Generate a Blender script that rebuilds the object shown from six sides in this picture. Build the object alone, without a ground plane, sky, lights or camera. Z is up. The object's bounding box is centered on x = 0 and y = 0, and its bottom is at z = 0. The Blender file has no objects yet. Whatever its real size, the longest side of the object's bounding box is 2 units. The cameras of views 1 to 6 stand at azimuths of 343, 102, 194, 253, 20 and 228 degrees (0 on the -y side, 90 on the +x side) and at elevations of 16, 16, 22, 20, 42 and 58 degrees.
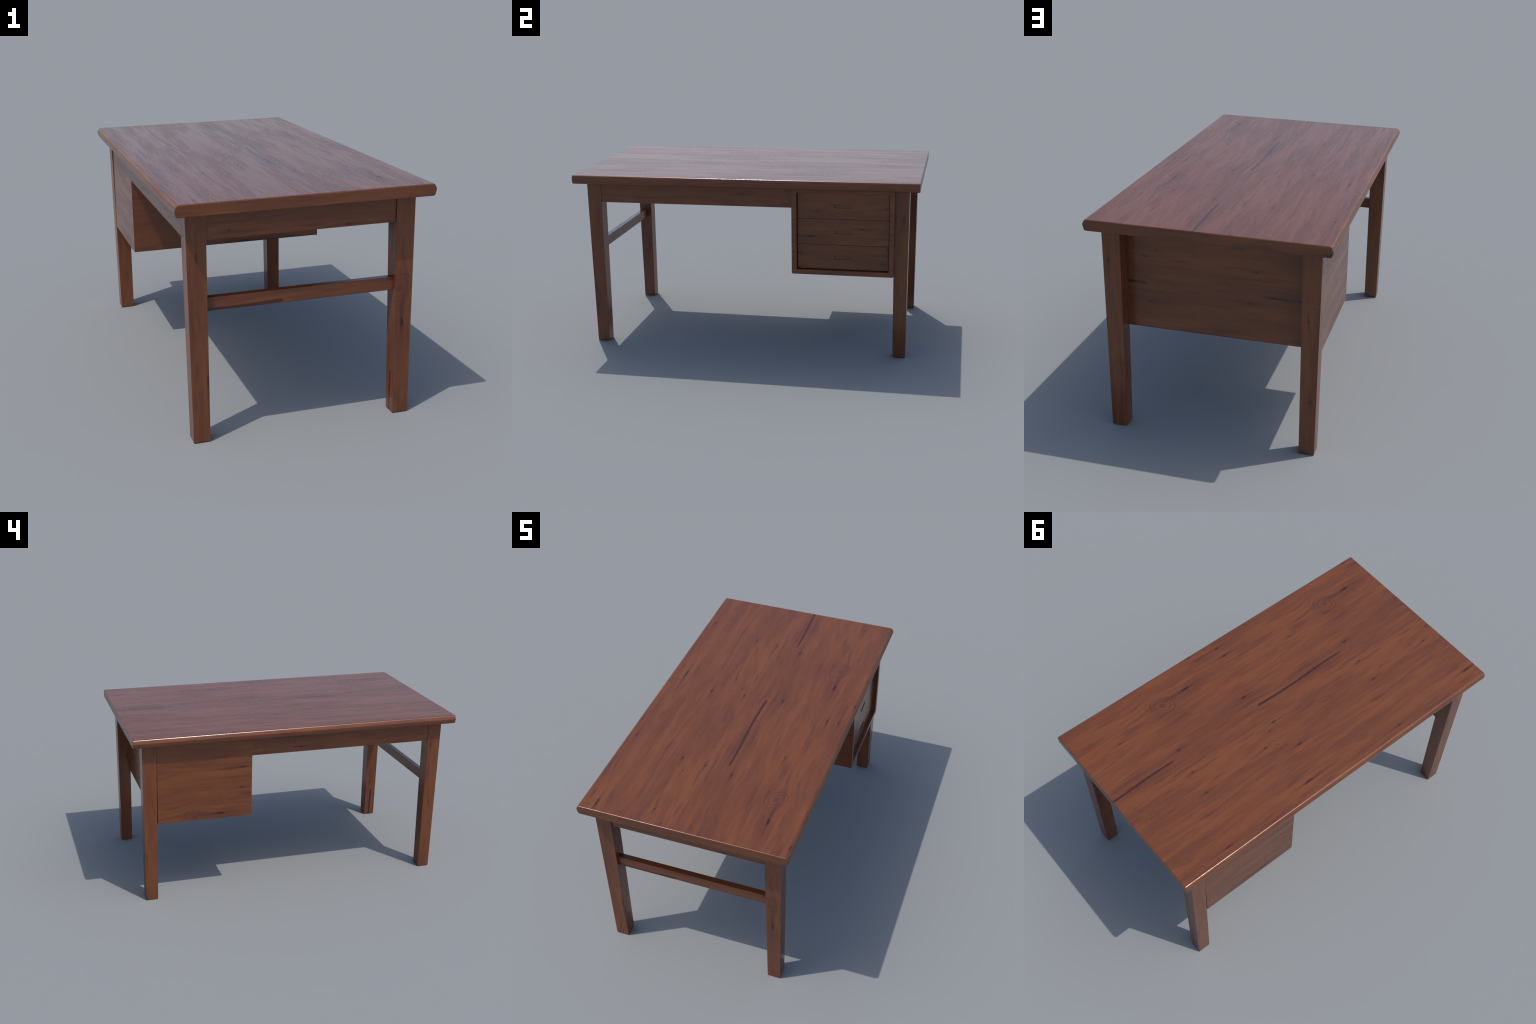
import bpy, bmesh, math
from mathutils import Vector

# ---------------------------------------------------------------- dimensions
TOP_Z, TOP_BOTTOM = 1.0329, 0.9814          # table top slab
TOP_HALF_X, TOP_HALF_Y = 0.547, 1.000
LEG_X = (-0.4505, 0.4445)                 # leg centre lines
LEG_Y = (-0.8890, 0.8995)
LEG_FOOT, LEG_HEAD = 0.0354, 0.0421       # half widths: legs taper downwards
CAB_Y = (0.2877, 0.8605)                  # drawer cabinet
CAB_X = (-0.4880, 0.5100)
CAB_Z = (0.4896, 0.9808)
TILE = 1.117                              # the veneer pattern repeats at this length


# ---------------------------------------------------------------- veneer node group
class Graph:
    """Small helper that adds and wires shader nodes."""
    def __init__(self, tree):
        self.t = tree

    def put(self, sock, val):
        if isinstance(val, bpy.types.NodeSocket):
            self.t.links.new(val, sock)
        elif val is not None:
            sock.default_value = val

    def math(self, op, a, b=None, c=None, clamp=False):
        n = self.t.nodes.new('ShaderNodeMath')
        n.operation = op
        n.use_clamp = clamp
        for i, v in enumerate((a, b, c)):
            self.put(n.inputs[i], v)
        return n.outputs[0]

    def vec(self, op, a, b=None, c=None):
        n = self.t.nodes.new('ShaderNodeVectorMath')
        n.operation = op
        for i, v in enumerate((a, b, c)):
            self.put(n.inputs[i], v)
        return n.outputs['Value'] if op in {'LENGTH', 'DOT_PRODUCT'} else n.outputs['Vector']

    def sep(self, v):
        n = self.t.nodes.new('ShaderNodeSeparateXYZ')
        self.put(n.inputs[0], v)
        return n.outputs

    def comb(self, x, y, z=0.0):
        n = self.t.nodes.new('ShaderNodeCombineXYZ')
        for i, v in enumerate((x, y, z)):
            self.put(n.inputs[i], v)
        return n.outputs[0]

    def ramp(self, v, lo, hi, a=0.0, b=1.0, smooth=True):
        n = self.t.nodes.new('ShaderNodeMapRange')
        n.interpolation_type = 'SMOOTHSTEP' if smooth else 'LINEAR'
        for i, x in enumerate((v, lo, hi, a, b)):
            self.put(n.inputs[i], x)
        return n.outputs[0]

    def noise(self, v, detail=3.0, rough=0.5, distort=0.0):
        n = self.t.nodes.new('ShaderNodeTexNoise')
        self.put(n.inputs['Vector'], v)
        n.inputs['Scale'].default_value = 1.0
        n.inputs['Detail'].default_value = detail
        n.inputs['Roughness'].default_value = rough
        n.inputs['Distortion'].default_value = distort
        return n.outputs['Fac']

    def mix(self, f, a, b):
        n = self.t.nodes.new('ShaderNodeMix')
        n.data_type = 'RGBA'
        self.put(n.inputs[0], f)
        self.put(n.inputs[6], a)
        self.put(n.inputs[7], b)
        return n.outputs[2]


# knots: along the grain, across it, half length, half width, tilt (degrees), strength
KNOTS = [(-0.644, 0.3635, 0.071, 0.052, 35, 1.0),
         (-0.213, -0.141, 0.046, 0.028, -18, 0.9),
         (-0.213, -0.416, 0.046, 0.034, -15, 0.58),
         (0.159, -0.194, 0.056, 0.027, 48, 0.85)]
# dark flecks: along, across, half length, half width, strength
FLECKS = [(-0.800, 0.3776, 0.040, 0.0100, 1.0), (-0.5496, 0.0925, 0.021, 0.0085, 0.85),
          (0.108, 0.1423, 0.027, 0.0085, 0.9), (0.020, 0.4865, 0.021, 0.0085, 0.8),
          (0.0194, 0.4235, 0.021, 0.0085, 0.8), (0.185, 0.530, 0.026, 0.0075, 0.8),
          (0.086, -0.0746, 0.025, 0.0075, 0.8), (0.137, -0.105, 0.018, 0.0065, 0.7),
          (0.222, -0.173, 0.013, 0.0085, 0.75), (0.068, -0.2615, 0.028, 0.0080, 0.85),
          (0.180, -0.459, 0.044, 0.0085, 0.85), (0.612, -0.193, 0.017, 0.0085, 0.75),
          (0.5215, -0.154, 0.018, 0.0060, 0.5), (0.594, -0.056, 0.013, 0.0075, 0.75),
          (-0.408, -0.4945, 0.030, 0.0085, 0.7), (-0.338, 0.3075, 0.013, 0.0065, 0.55),
          (-0.604, 0.3086, 0.026, 0.0045, 0.6), (-0.369, -0.073, 0.016, 0.0055, 0.4)]


def build_veneer_group():
    tree = bpy.data.node_groups.new('stained_veneer', 'ShaderNodeTree')
    tree.interface.new_socket('Grain', in_out='INPUT', socket_type='NodeSocketVector')
    tree.interface.new_socket('Color', in_out='OUTPUT', socket_type='NodeSocketColor')
    tree.interface.new_socket('Height', in_out='OUTPUT', socket_type='NodeSocketFloat')
    tree.interface.new_socket('Gloss', in_out='OUTPUT', socket_type='NodeSocketFloat')
    gin = tree.nodes.new('NodeGroupInput')
    gout = tree.nodes.new('NodeGroupOutput')
    g = Graph(tree)
    P = gin.outputs['Grain']
    half = (TILE / 2,) * 3
    nhalf = (-TILE / 2,) * 3

    def local(a, b):
        return g.vec('WRAP', g.vec('SUBTRACT', P, (a, b, 0)), half, nhalf)

    pa, pb, _ = g.sep(P)
    # closed ring coordinate, so that the grain repeats along its length
    th = g.math('MULTIPLY', pa, 2 * math.pi / TILE)
    R = TILE / (2 * math.pi)
    ca = g.math('MULTIPLY', g.math('COSINE', th), R)
    sa = g.math('MULTIPLY', g.math('SINE', th), R)

    def ring(b, fa, fb, off=0.0):
        v = g.comb(ca, sa, b)
        return g.vec('MULTIPLY_ADD', v, (fa, fa, fb), (off, off * 1.7, off * 2.3))

    # gentle waviness plus the way grain parts around each knot
    wav = g.noise(ring(pb, 2.6, 5.0, 3.1), 2.0)
    bw = g.math('MULTIPLY_ADD', wav, 0.045, pb)
    wobble = g.math('SUBTRACT', g.noise(ring(pb, 14, 18, 9.0), 2.0), 0.5)
    knot_rings, knot_core, knot_shade = None, None, None
    for a, b, ra, rb, tilt, s in KNOTS:
        L = local(a, b)
        _, db, _ = g.sep(L)
        far = g.vec('LENGTH', g.vec('MULTIPLY', L, (1 / (ra * 2.3), 1 / (rb * 2.0), 0)))
        fall = g.ramp(far, 1.0, 0.15, 0.0, 0.72)
        bw = g.math('SUBTRACT', bw, g.math('MULTIPLY', db, fall))
        rot = tree.nodes.new('ShaderNodeVectorRotate')
        rot.rotation_type = 'Z_AXIS'
        g.put(rot.inputs['Vector'], L)
        rot.inputs['Angle'].default_value = -math.radians(tilt)
        r = g.vec('LENGTH', g.vec('MULTIPLY', rot.outputs[0], (1 / ra, 1 / rb, 0)))
        r = g.math('MULTIPLY_ADD', wobble, 0.12, r)
        wave = g.math('COSINE', g.math('MULTIPLY', r, 2 * math.pi * 3.3))
        line = g.ramp(wave, 0.0, 0.9)
        line = g.math('MULTIPLY', line, g.ramp(r, 1.42, 0.95, 0.0, s))
        core = g.ramp(r, 0.42, 0.06, 0.0, s * 0.62)
        line = g.math('MULTIPLY', line, g.ramp(r, 0.42, 0.62))
        shade = g.ramp(r, 1.7, 0.9, 0.0, 1.0)
        knot_rings = line if knot_rings is None else g.math('MAXIMUM', knot_rings, line)
        knot_core = core if knot_core is None else g.math('MAXIMUM', knot_core, core)
        knot_shade = shade if knot_shade is None else g.math('MAXIMUM', knot_shade, shade)

    # dark flecks with faint tails that run with the grain
    jit = g.math('MULTIPLY', g.math('SUBTRACT', g.noise(ring(pb, 45, 140, 4.0), 2.0), 0.5), 0.55)
    flecks = None
    tails = None
    for a, b, la, lb, s in FLECKS:
        L = local(a, b)
        r = g.math('ADD', g.vec('LENGTH', g.vec('MULTIPLY', L, (1 / la, 1 / lb, 0))), jit)
        f = g.ramp(r, 1.15, 0.35, 0.0, s)
        rt = g.math('ADD', g.vec('LENGTH', g.vec('MULTIPLY', L, (0.24 / la, 0.85 / lb, 0))), jit)
        t = g.ramp(rt, 1.1, 0.1, 0.0, 0.45 * s)
        f = g.math('MAXIMUM', f, t)
        flecks = f if flecks is None else g.math('MAXIMUM', flecks, f)
    # the one long pitch streak, slightly bowed
    L = local(-0.200, 0.0535)
    da, db, _ = g.sep(L)
    bow = g.math('MULTIPLY', g.math('SINE', g.math('MULTIPLY_ADD', da, 11.0, 0.6)), 0.0035)
    db = g.math('ADD', db, bow)
    taper = g.ramp(da, -0.28, 0.28, 0.0060, 0.0090, smooth=False)
    across = g.math('DIVIDE', g.math('ABSOLUTE', db), taper)
    along = g.math('POWER', g.math('DIVIDE', g.math('ABSOLUTE', da), 0.292), 40.0)
    rs = g.math('ADD', g.math('ADD', across, along), g.math('MULTIPLY', jit, 0.5))
    streak = g.ramp(rs, 1.25, 0.45, 0.0, 0.85)
    flecks = g.math('MAXIMUM', flecks, streak)

    # grain at three widths
    broad = g.noise(ring(bw, 1.6, 13.0, 0.0), 3.0, 0.5)
    mid = g.noise(ring(bw, 3.4, 60.0, 5.5), 4.0, 0.6)
    fine = g.noise(ring(bw, 9.0, 300.0, 7.7), 3.0, 0.6)
    tone = g.math('ADD', g.math('MULTIPLY', broad, 0.46),
                  g.math('ADD', g.math('MULTIPLY', mid, 0.40), g.math('MULTIPLY', fine, 0.15)))
    tone = g.math('MULTIPLY_ADD', knot_shade, 0.02, tone)
    light = g.ramp(tone, 0.39, 0.62)
    wisps = g.ramp(g.noise(ring(bw, 4.2, 48.0, 12.3), 3.0, 0.55), 0.54, 0.72, 0.0, 0.58)
    patches = g.ramp(g.noise(ring(bw, 2.4, 19.0, 21.0), 3.0, 0.5), 0.52, 0.74, 0.0, 0.42)

    hairs = g.ramp(g.noise(ring(bw, 5.0, 125.0, 31.0), 3.0, 0.6), 0.53, 0.70, 0.0, 0.60)
    hairs = g.math('MULTIPLY', hairs, g.ramp(broad, 0.62, 0.38, 0.35, 1.0))

    AMBER = (0.188, 0.0590, 0.0195, 1)
    RUSSET = (0.136, 0.0405, 0.0150, 1)
    PLUM = (0.078, 0.0245, 0.0150, 1)
    PITCH = (0.035, 0.0105, 0.0085, 1)
    col = g.mix(light, RUSSET, AMBER)
    col = g.mix(patches, col, PLUM)
    col = g.mix(wisps, col, PLUM)
    col = g.mix(hairs, col, PLUM)
    col = g.mix(g.math('MULTIPLY', knot_rings, 0.60), col, PLUM)
    col = g.mix(knot_core, col, PLUM)
    col = g.mix(flecks, col, PITCH)
    tree.links.new(col, gout.inputs['Color'])
    # pores for bump and gloss
    pores = g.noise(ring(bw, 150.0, 270.0, 2.2), 2.0, 0.6)
    speck = g.ramp(pores, 0.40, 0.66)
    h = g.math('ADD', g.math('MULTIPLY', pores, 0.7), g.math('MULTIPLY', fine, 0.5))
    tree.links.new(h, gout.inputs['Height'])
    gl = g.math('MULTIPLY_ADD', light, -0.04, g.math('MULTIPLY_ADD', g.math('MULTIPLY', speck, g.ramp(light, 0.9, 0.2, 0.3, 1.0)), 0.13, 0.225))
    tree.links.new(gl, gout.inputs['Gloss'])
    return tree


VENEER = build_veneer_group()
_cache = {}


def wood(along, across):
    """Veneer laid on a face. along / across = (axis, sign, offset) in metres."""
    key = (along, across)
    if key in _cache:
        return _cache[key]
    m = bpy.data.materials.new('stained_wood')
    m.use_nodes = True
    t = m.node_tree
    t.nodes.clear()
    g = Graph(t)
    out = t.nodes.new('ShaderNodeOutputMaterial')
    bsdf = t.nodes.new('ShaderNodeBsdfPrincipled')
    t.links.new(bsdf.outputs[0], out.inputs[0])
    tc = t.nodes.new('ShaderNodeTexCoord')
    xyz = g.sep(tc.outputs['Object'])
    a = g.math('MULTIPLY_ADD', xyz['XYZ'.index(along[0])], along[1], along[2])
    b = g.math('MULTIPLY_ADD', xyz['XYZ'.index(across[0])], across[1], across[2])
    grp = t.nodes.new('ShaderNodeGroup')
    grp.node_tree = VENEER
    t.links.new(g.comb(a, b), grp.inputs[0])
    t.links.new(grp.outputs['Color'], bsdf.inputs['Base Color'])
    t.links.new(grp.outputs['Gloss'], bsdf.inputs['Roughness'])
    bump = t.nodes.new('ShaderNodeBump')
    bump.inputs['Strength'].default_value = 0.095
    bump.inputs['Distance'].default_value = 0.0006
    t.links.new(grp.outputs['Height'], bump.inputs['Height'])
    t.links.new(bump.outputs[0], bsdf.inputs['Normal'])
    bsdf.inputs['Specular IOR Level'].default_value = 0.5
    _cache[key] = m
    return m


# ---------------------------------------------------------------- mesh helpers
def faces_of(spec):
    """spec: dict of face direction -> (along, across); missing ones fall back."""
    order = ['+x', '-x', '+y', '-y', '+z', '-z']
    return order, [wood(*spec[k]) for k in order]


def finish(bm, name, parent, spec, smooth=True):
    bmesh.ops.recalc_face_normals(bm, faces=bm.faces)
    order, mats = faces_of(spec)
    for f in bm.faces:
        n = f.normal
        ax = max(range(3), key=lambda i: abs(n[i]))
        f.material_index = ax * 2 + (0 if n[ax] > 0 else 1)
        f.smooth = smooth
    me = bpy.data.meshes.new(name)
    bm.to_mesh(me)
    bm.free()
    for m in mats:
        me.materials.append(m)
    ob = bpy.data.objects.new(name, me)
    bpy.context.scene.collection.objects.link(ob)
    ob.parent = parent
    if smooth:
        w = ob.modifiers.new('weighted_normals', 'WEIGHTED_NORMAL')
        w.mode = 'FACE_AREA'
        w.weight = 100
        w.keep_sharp = False
    return ob


def hexahedron(bm, lo, hi):
    """lo / hi = (x0, x1, y0, y1, z): bottom and top rectangles."""
    vs = []
    for (x0, x1, y0, y1, z) in (lo, hi):
        vs += [bm.verts.new(p) for p in ((x0, y0, z), (x1, y0, z), (x1, y1, z), (x0, y1, z))]
    for q in ((3, 2, 1, 0), (4, 5, 6, 7), (0, 1, 5, 4), (1, 2, 6, 5), (2, 3, 7, 6), (3, 0, 4, 7)):
        bm.faces.new([vs[i] for i in q])
    return vs


def bevel_all(bm, width, segments=3):
    bmesh.ops.bevel(bm, geom=list(bm.edges), offset=width, segments=segments,
                    profile=0.5, affect='EDGES', clamp_overlap=True)


def board(name, parent, x, y, z, bevel, spec):
    bm = bmesh.new()
    hexahedron(bm, (x[0], x[1], y[0], y[1], z[0]), (x[0], x[1], y[0], y[1], z[1]))
    bevel_all(bm, bevel)
    return finish(bm, name, parent, spec)


def grain(axis, a0=0.0, b0=0.0, sa=1, sb=1, **special):
    """Default veneer layout of a board whose grain runs along `axis`."""
    ax = 'xyz'.index(axis)
    spec = {}
    for i, d in enumerate('xyz'):
        others = [k for k in range(3) if k != i]
        along = ax if ax in others else others[0]
        across = [k for k in others if k != along][0]
        for j, s in enumerate('+-'):
            spec[s + d] = (('XYZ'[along], sa, round(a0 + 0.37 * i + 0.21 * j, 4)),
                           ('XYZ'[across], sb, round(b0 + 0.43 * i + 0.17 * j, 4)))
    for k, v in special.items():
        spec[{'px': '+x', 'nx': '-x', 'py': '+y', 'ny': '-y', 'pz': '+z', 'nz': '-z'}[k]] = v
    return spec


def arc(cx, cz, r, a0, a1, n):
    return [(cx + r * math.cos(math.radians(a0 + (a1 - a0) * i / n)),
             cz + r * math.sin(math.radians(a0 + (a1 - a0) * i / n))) for i in range(n + 1)]


# ---------------------------------------------------------------- the desk
desk = bpy.data.objects.new('writing_desk', None)
bpy.context.scene.collection.objects.link(desk)
desk['label'] = 'dark reddish-brown wooden desk with three drawers on one side'
desk['category'] = 'desk'


def tabletop():
    """Slab whose long edges are rounded to a blunt nose; the ends are cut square."""
    drop = [(0.5290, 0.0), (0.5335, 0.0007), (0.5372, 0.0028), (0.5400, 0.0062), (0.5425, 0.0110),
            (0.5450, 0.0170), (0.5466, 0.0210), (TOP_HALF_X, 0.0233), (0.5466, 0.0258),
            (0.5450, 0.0326), (0.5430, 0.0396), (0.5410, 0.0456), (0.5385, 0.0491), (0.5350, 0.0512),
            (0.5310, TOP_Z - TOP_BOTTOM)]
    edge = [(x, TOP_Z - d) for x, d in drop]
    outline = edge + [(-x, z) for x, z in reversed(edge)]
    n = len(outline)

    def inset(d):
        """Outline drawn in by d along its own corner normals."""
        pts = []
        for k in range(n):
            p, q, r = (Vector(outline[(k + s) % n]) for s in (-1, 0, 1))
            t1, t2 = (q - p).normalized(), (r - q).normalized()
            n1, n2 = Vector((-t1.y, t1.x)), Vector((-t2.y, t2.x))
            m = (n1 + n2).normalized()
            pts.append(q - m * (d / max(0.5, m.dot(n1))))
        return pts

    radius, steps = 0.0048, 5
    stations = []
    for k in range(steps + 1):
        a = math.radians(90 * k / steps)
        stations.append((TOP_HALF_Y - radius + radius * math.sin(a), radius * (1 - math.cos(a))))
    ends = [(-y, d) for y, d in reversed(stations)] + stations
    bm = bmesh.new()
    loops = [[bm.verts.new((x, y, z)) for x, z in inset(d)] for y, d in ends]
    for a, b in zip(loops, loops[1:]):
        for k in range(n):
            m = (k + 1) % n
            bm.faces.new((a[k], a[m], b[m], b[k]))
    bm.faces.new(loops[0])
    bm.faces.new(loops[-1])
    spec = grain('y', 0.0, 0.0,
                 pz=(('Y', 1, 0.0), ('X', 1, 0.0)),
                 nz=(('Y', 1, 0.31), ('X', -1, 0.2)),
                 nx=(('Y', 1, 0.03), ('Z', 1, -0.79)),
                 px=(('Y', 1, 0.45), ('Z', 1, -0.79)),
                 ny=(('X', -1, -0.340), ('Z', 1, -1.401)),
                 py=(('X', 1, -0.02), ('Z', 1, -0.90)))
    return finish(bm, 'tabletop', desk, spec)


tabletop()


def leg(cx, cy, spec):
    bm = bmesh.new()
    f, h = LEG_FOOT, LEG_HEAD
    hexahedron(bm, (cx - f, cx + f, cy - f, cy + f, 0.0),
               (cx - h, cx + h, cy - h, cy + h, TOP_BOTTOM - 0.0005))
    bevel_all(bm, 0.0016, 2)
    return finish(bm, 'leg', desk, spec)


leg(LEG_X[0], LEG_Y[0], grain('z', 0.12, 0.3,
    ny=(('Z', 1, -1.209), ('X', 1, -0.0426)), nx=(('Z', 1, -0.228), ('Y', -1, -1.062)),
    px=(('Z', 1, -0.255), ('Y', 1, 1.015)), py=(('Z', 1, 0.25), ('X', 1, 0.9))))
leg(LEG_X[1], LEG_Y[0], grain('z', 0.53, 0.1,
    ny=(('Z', 1, -0.105), ('X', 1, -0.063)), nx=(('Z', 1, -0.106), ('Y', -1, -0.837)),
    px=(('Z', 1, -0.111), ('Y', 1, 1.053))))
leg(LEG_X[0], LEG_Y[1], grain('z', 0.31, 0.55,
    py=(('Z', -1, 0.880), ('X', 1, 0.268)), nx=(('Z', 1, -0.62), ('Y', 1, -0.62))))
leg(LEG_X[1], LEG_Y[1], grain('z', 0.77, 0.2,
    px=(('Z', 1, -0.700), ('Y', 1, -0.770)), nx=(('Z', 1, -0.010), ('Y', 1, -0.94)),
    py=(('Z', 1, 0.35), ('X', 1, -0.72))))

# aprons under the top
board('apron', desk, (-0.4878, -0.4630), (LEG_Y[0] + 0.0412, CAB_Y[0] - 0.0004), (0.8657, 0.9807), 0.0012,
      grain('y', 0.1, 0.0, nx=(('Y', 1, 0.038), ('Z', 1, -0.4733)), px=(('Y', 1, 0.4), ('Z', 1, 0.1))))
board('apron', desk, (0.4580, 0.4825), (LEG_Y[0] + 0.0412, CAB_Y[0] - 0.0004), (0.8657, 0.9807), 0.0012,
      grain('y', 0.6, 0.3, px=(('Y', -1, 0.066), ('Z', 1, -1.197))))
board('apron', desk, (LEG_X[0] + 0.0412, LEG_X[1] - 0.0412), (-0.9225, -0.8980), (0.8657, 0.9807), 0.0015,
      grain('x', 0.2, 0.6, ny=(('X', -1, 0.28), ('Z', 1, -0.952))))
# foot rail between the two free legs
board('stretcher', desk, (LEG_X[0] + 0.0380, LEG_X[1] - 0.0380), (-0.9100, -0.8760), (0.5655, 0.6228), 0.0030,
      grain('x', 0.4, 0.2, ny=(('X', 1, 0.1745), ('Z', 1, -0.522))))


# ---------------------------------------------------------------- drawer cabinet
def rounded_rectangle(y0, y1, z0, z1, r, n=4):
    pts = []
    for cy, cz, a in ((y1 - r, z1 - r, 0), (y0 + r, z1 - r, 90), (y0 + r, z0 + r, 180), (y1 - r, z0 + r, 270)):
        pts += arc(cy, cz, r, a, a + 90, n)
    return pts


INNER_Y = (0.3142, 0.8352)
INNER_Z = (0.5140, 0.9592)


def cabinet():
    """Open-fronted case: a rounded rectangular tube closed at the back."""
    outer = rounded_rectangle(CAB_Y[0], CAB_Y[1], CAB_Z[0], CAB_Z[1], 0.0075)
    inner = rounded_rectangle(INNER_Y[0], INNER_Y[1], INNER_Z[0], INNER_Z[1], 0.0045)
    bm = bmesh.new()
    rings = []
    front = CAB_X[1]
    c = 0.0022

    def grown(pts, d):
        my, mz = (CAB_Y[0] + CAB_Y[1]) / 2, (CAB_Z[0] + CAB_Z[1]) / 2
        return [(y + math.copysign(d, y - my), z + math.copysign(d, z - mz)) for y, z in pts]

    def eased(pts, d, side):
        # the rear edge next to the leg is eased more, which leaves a shadow groove there
        return [(min(y, CAB_Y[1] - side), z) for y, z in grown(pts, d)]

    stations = [(eased(outer, -0.0014, 0.0048), CAB_X[0]), (eased(outer, -0.0004, 0.0040), CAB_X[0] + 0.0005),
                (eased(outer, 0.0, 0.0036), CAB_X[0] + 0.0024), (eased(outer, 0.0, 0.0034), CAB_X[0] + 0.0120),
                (outer, CAB_X[0] + 0.0150),
                (outer, front - c), (grown(outer, -c * 0.3), front - c * 0.3), (grown(outer, -c), front),
                (grown(inner, c), front), (grown(inner, c * 0.3), front - c * 0.3), (inner, front - c),
                (inner, CAB_X[0] + 0.022)]
    for pts, x in stations:
        rings.append([bm.verts.new((x, y, z)) for y, z in pts])
    n = len(outer)
    for a, b in zip(rings, rings[1:]):
        for i in range(n):
            j = (i + 1) % n
            bm.faces.new((a[i], a[j], b[j], b[i]))
    bm.faces.new(rings[0])
    bm.faces.new(rings[-1])
    spec = grain('x', 0.3, 0.5,
                 nx=(('Y', 1, -1.279), ('Z', 1, -0.143)),
                 py=(('X', -1, 0.404), ('Z', -1, 0.765)),
                 ny=(('X', 1, 0.22), ('Z', 1, -0.12)),
                 px=(('Y', -1, 0.92), ('Z', 1, -0.245)))
    return finish(bm, 'drawer_cabinet', desk, spec)


case = cabinet()

FRONT_X = 0.4880
GAP = 0.0030
SPLIT_Z = (0.8083, 0.6596)
SLOT_Y = (0.5255, 0.6210)


def drawer(z0, z1, slot_z, spec):
    """Drawer box whose front carries a shallow rectangular finger slot."""
    bm = bmesh.new()
    y0, y1 = INNER_Y[0] + GAP, INNER_Y[1] - GAP
    back = CAB_X[0] + 0.06
    ys = (y0, SLOT_Y[0], SLOT_Y[1], y1)
    zs = (z0, slot_z[0], slot_z[1], z1)
    grid = [[bm.verts.new((FRONT_X, y, z)) for z in zs] for y in ys]
    for i in range(3):
        for j in range(3):
            if (i, j) != (1, 1):
                bm.faces.new((grid[i][j], grid[i + 1][j], grid[i + 1][j + 1], grid[i][j + 1]))
    depth = 0.0060
    lip = [grid[1][1], grid[2][1], grid[2][2], grid[1][2]]
    floor = [bm.verts.new((v.co.x - depth, v.co.y, v.co.z)) for v in lip]
    for i in range(4):
        j = (i + 1) % 4
        bm.faces.new((lip[i], lip[j], floor[j], floor[i]))
    bm.faces.new(floor)
    rim = [grid[i][0] for i in range(4)] + [grid[3][j] for j in (1, 2, 3)] + \
          [grid[i][3] for i in (2, 1, 0)] + [grid[0][j] for j in (2, 1)]
    rear = [bm.verts.new((back, v.co.y, v.co.z)) for v in rim]
    n = len(rim)
    for i in range(n):
        j = (i + 1) % n
        bm.faces.new((rim[i], rim[j], rear[j], rear[i]))
    bm.faces.new(rear)
    bmesh.ops.recalc_face_normals(bm, faces=bm.faces)
    sharp = []
    for e in bm.edges:
        if len(e.link_faces) == 2 and e.calc_face_angle(0) > 0.5:
            if all(v.co.x > FRONT_X - depth - 1e-4 for v in e.verts):
                sharp.append(e)
    bmesh.ops.bevel(bm, geom=sharp, offset=0.0010, segments=2, profile=0.5, affect='EDGES')
    ob = finish(bm, 'drawer', case, spec)
    return ob


drawer(SPLIT_Z[0] + 0.0008, INNER_Z[1] - GAP, (0.8731, 0.8941),
       grain('y', 0.3, 0.1, px=(('Y', -1, 1.04), ('Z', 1, -1.045))))
drawer(SPLIT_Z[1] + 0.0008, SPLIT_Z[0] - 0.0008, (0.7244, 0.7454),
       grain('y', 0.3, 0.1, px=(('Y', -1, 0.7066), ('Z', 1, -0.330))))
drawer(INNER_Z[0] + GAP, SPLIT_Z[1] - 0.0008, (0.5758, 0.5968),
       grain('y', 0.3, 0.1, px=(('Y', -1, 0.905), ('Z', -1, 0.70))))
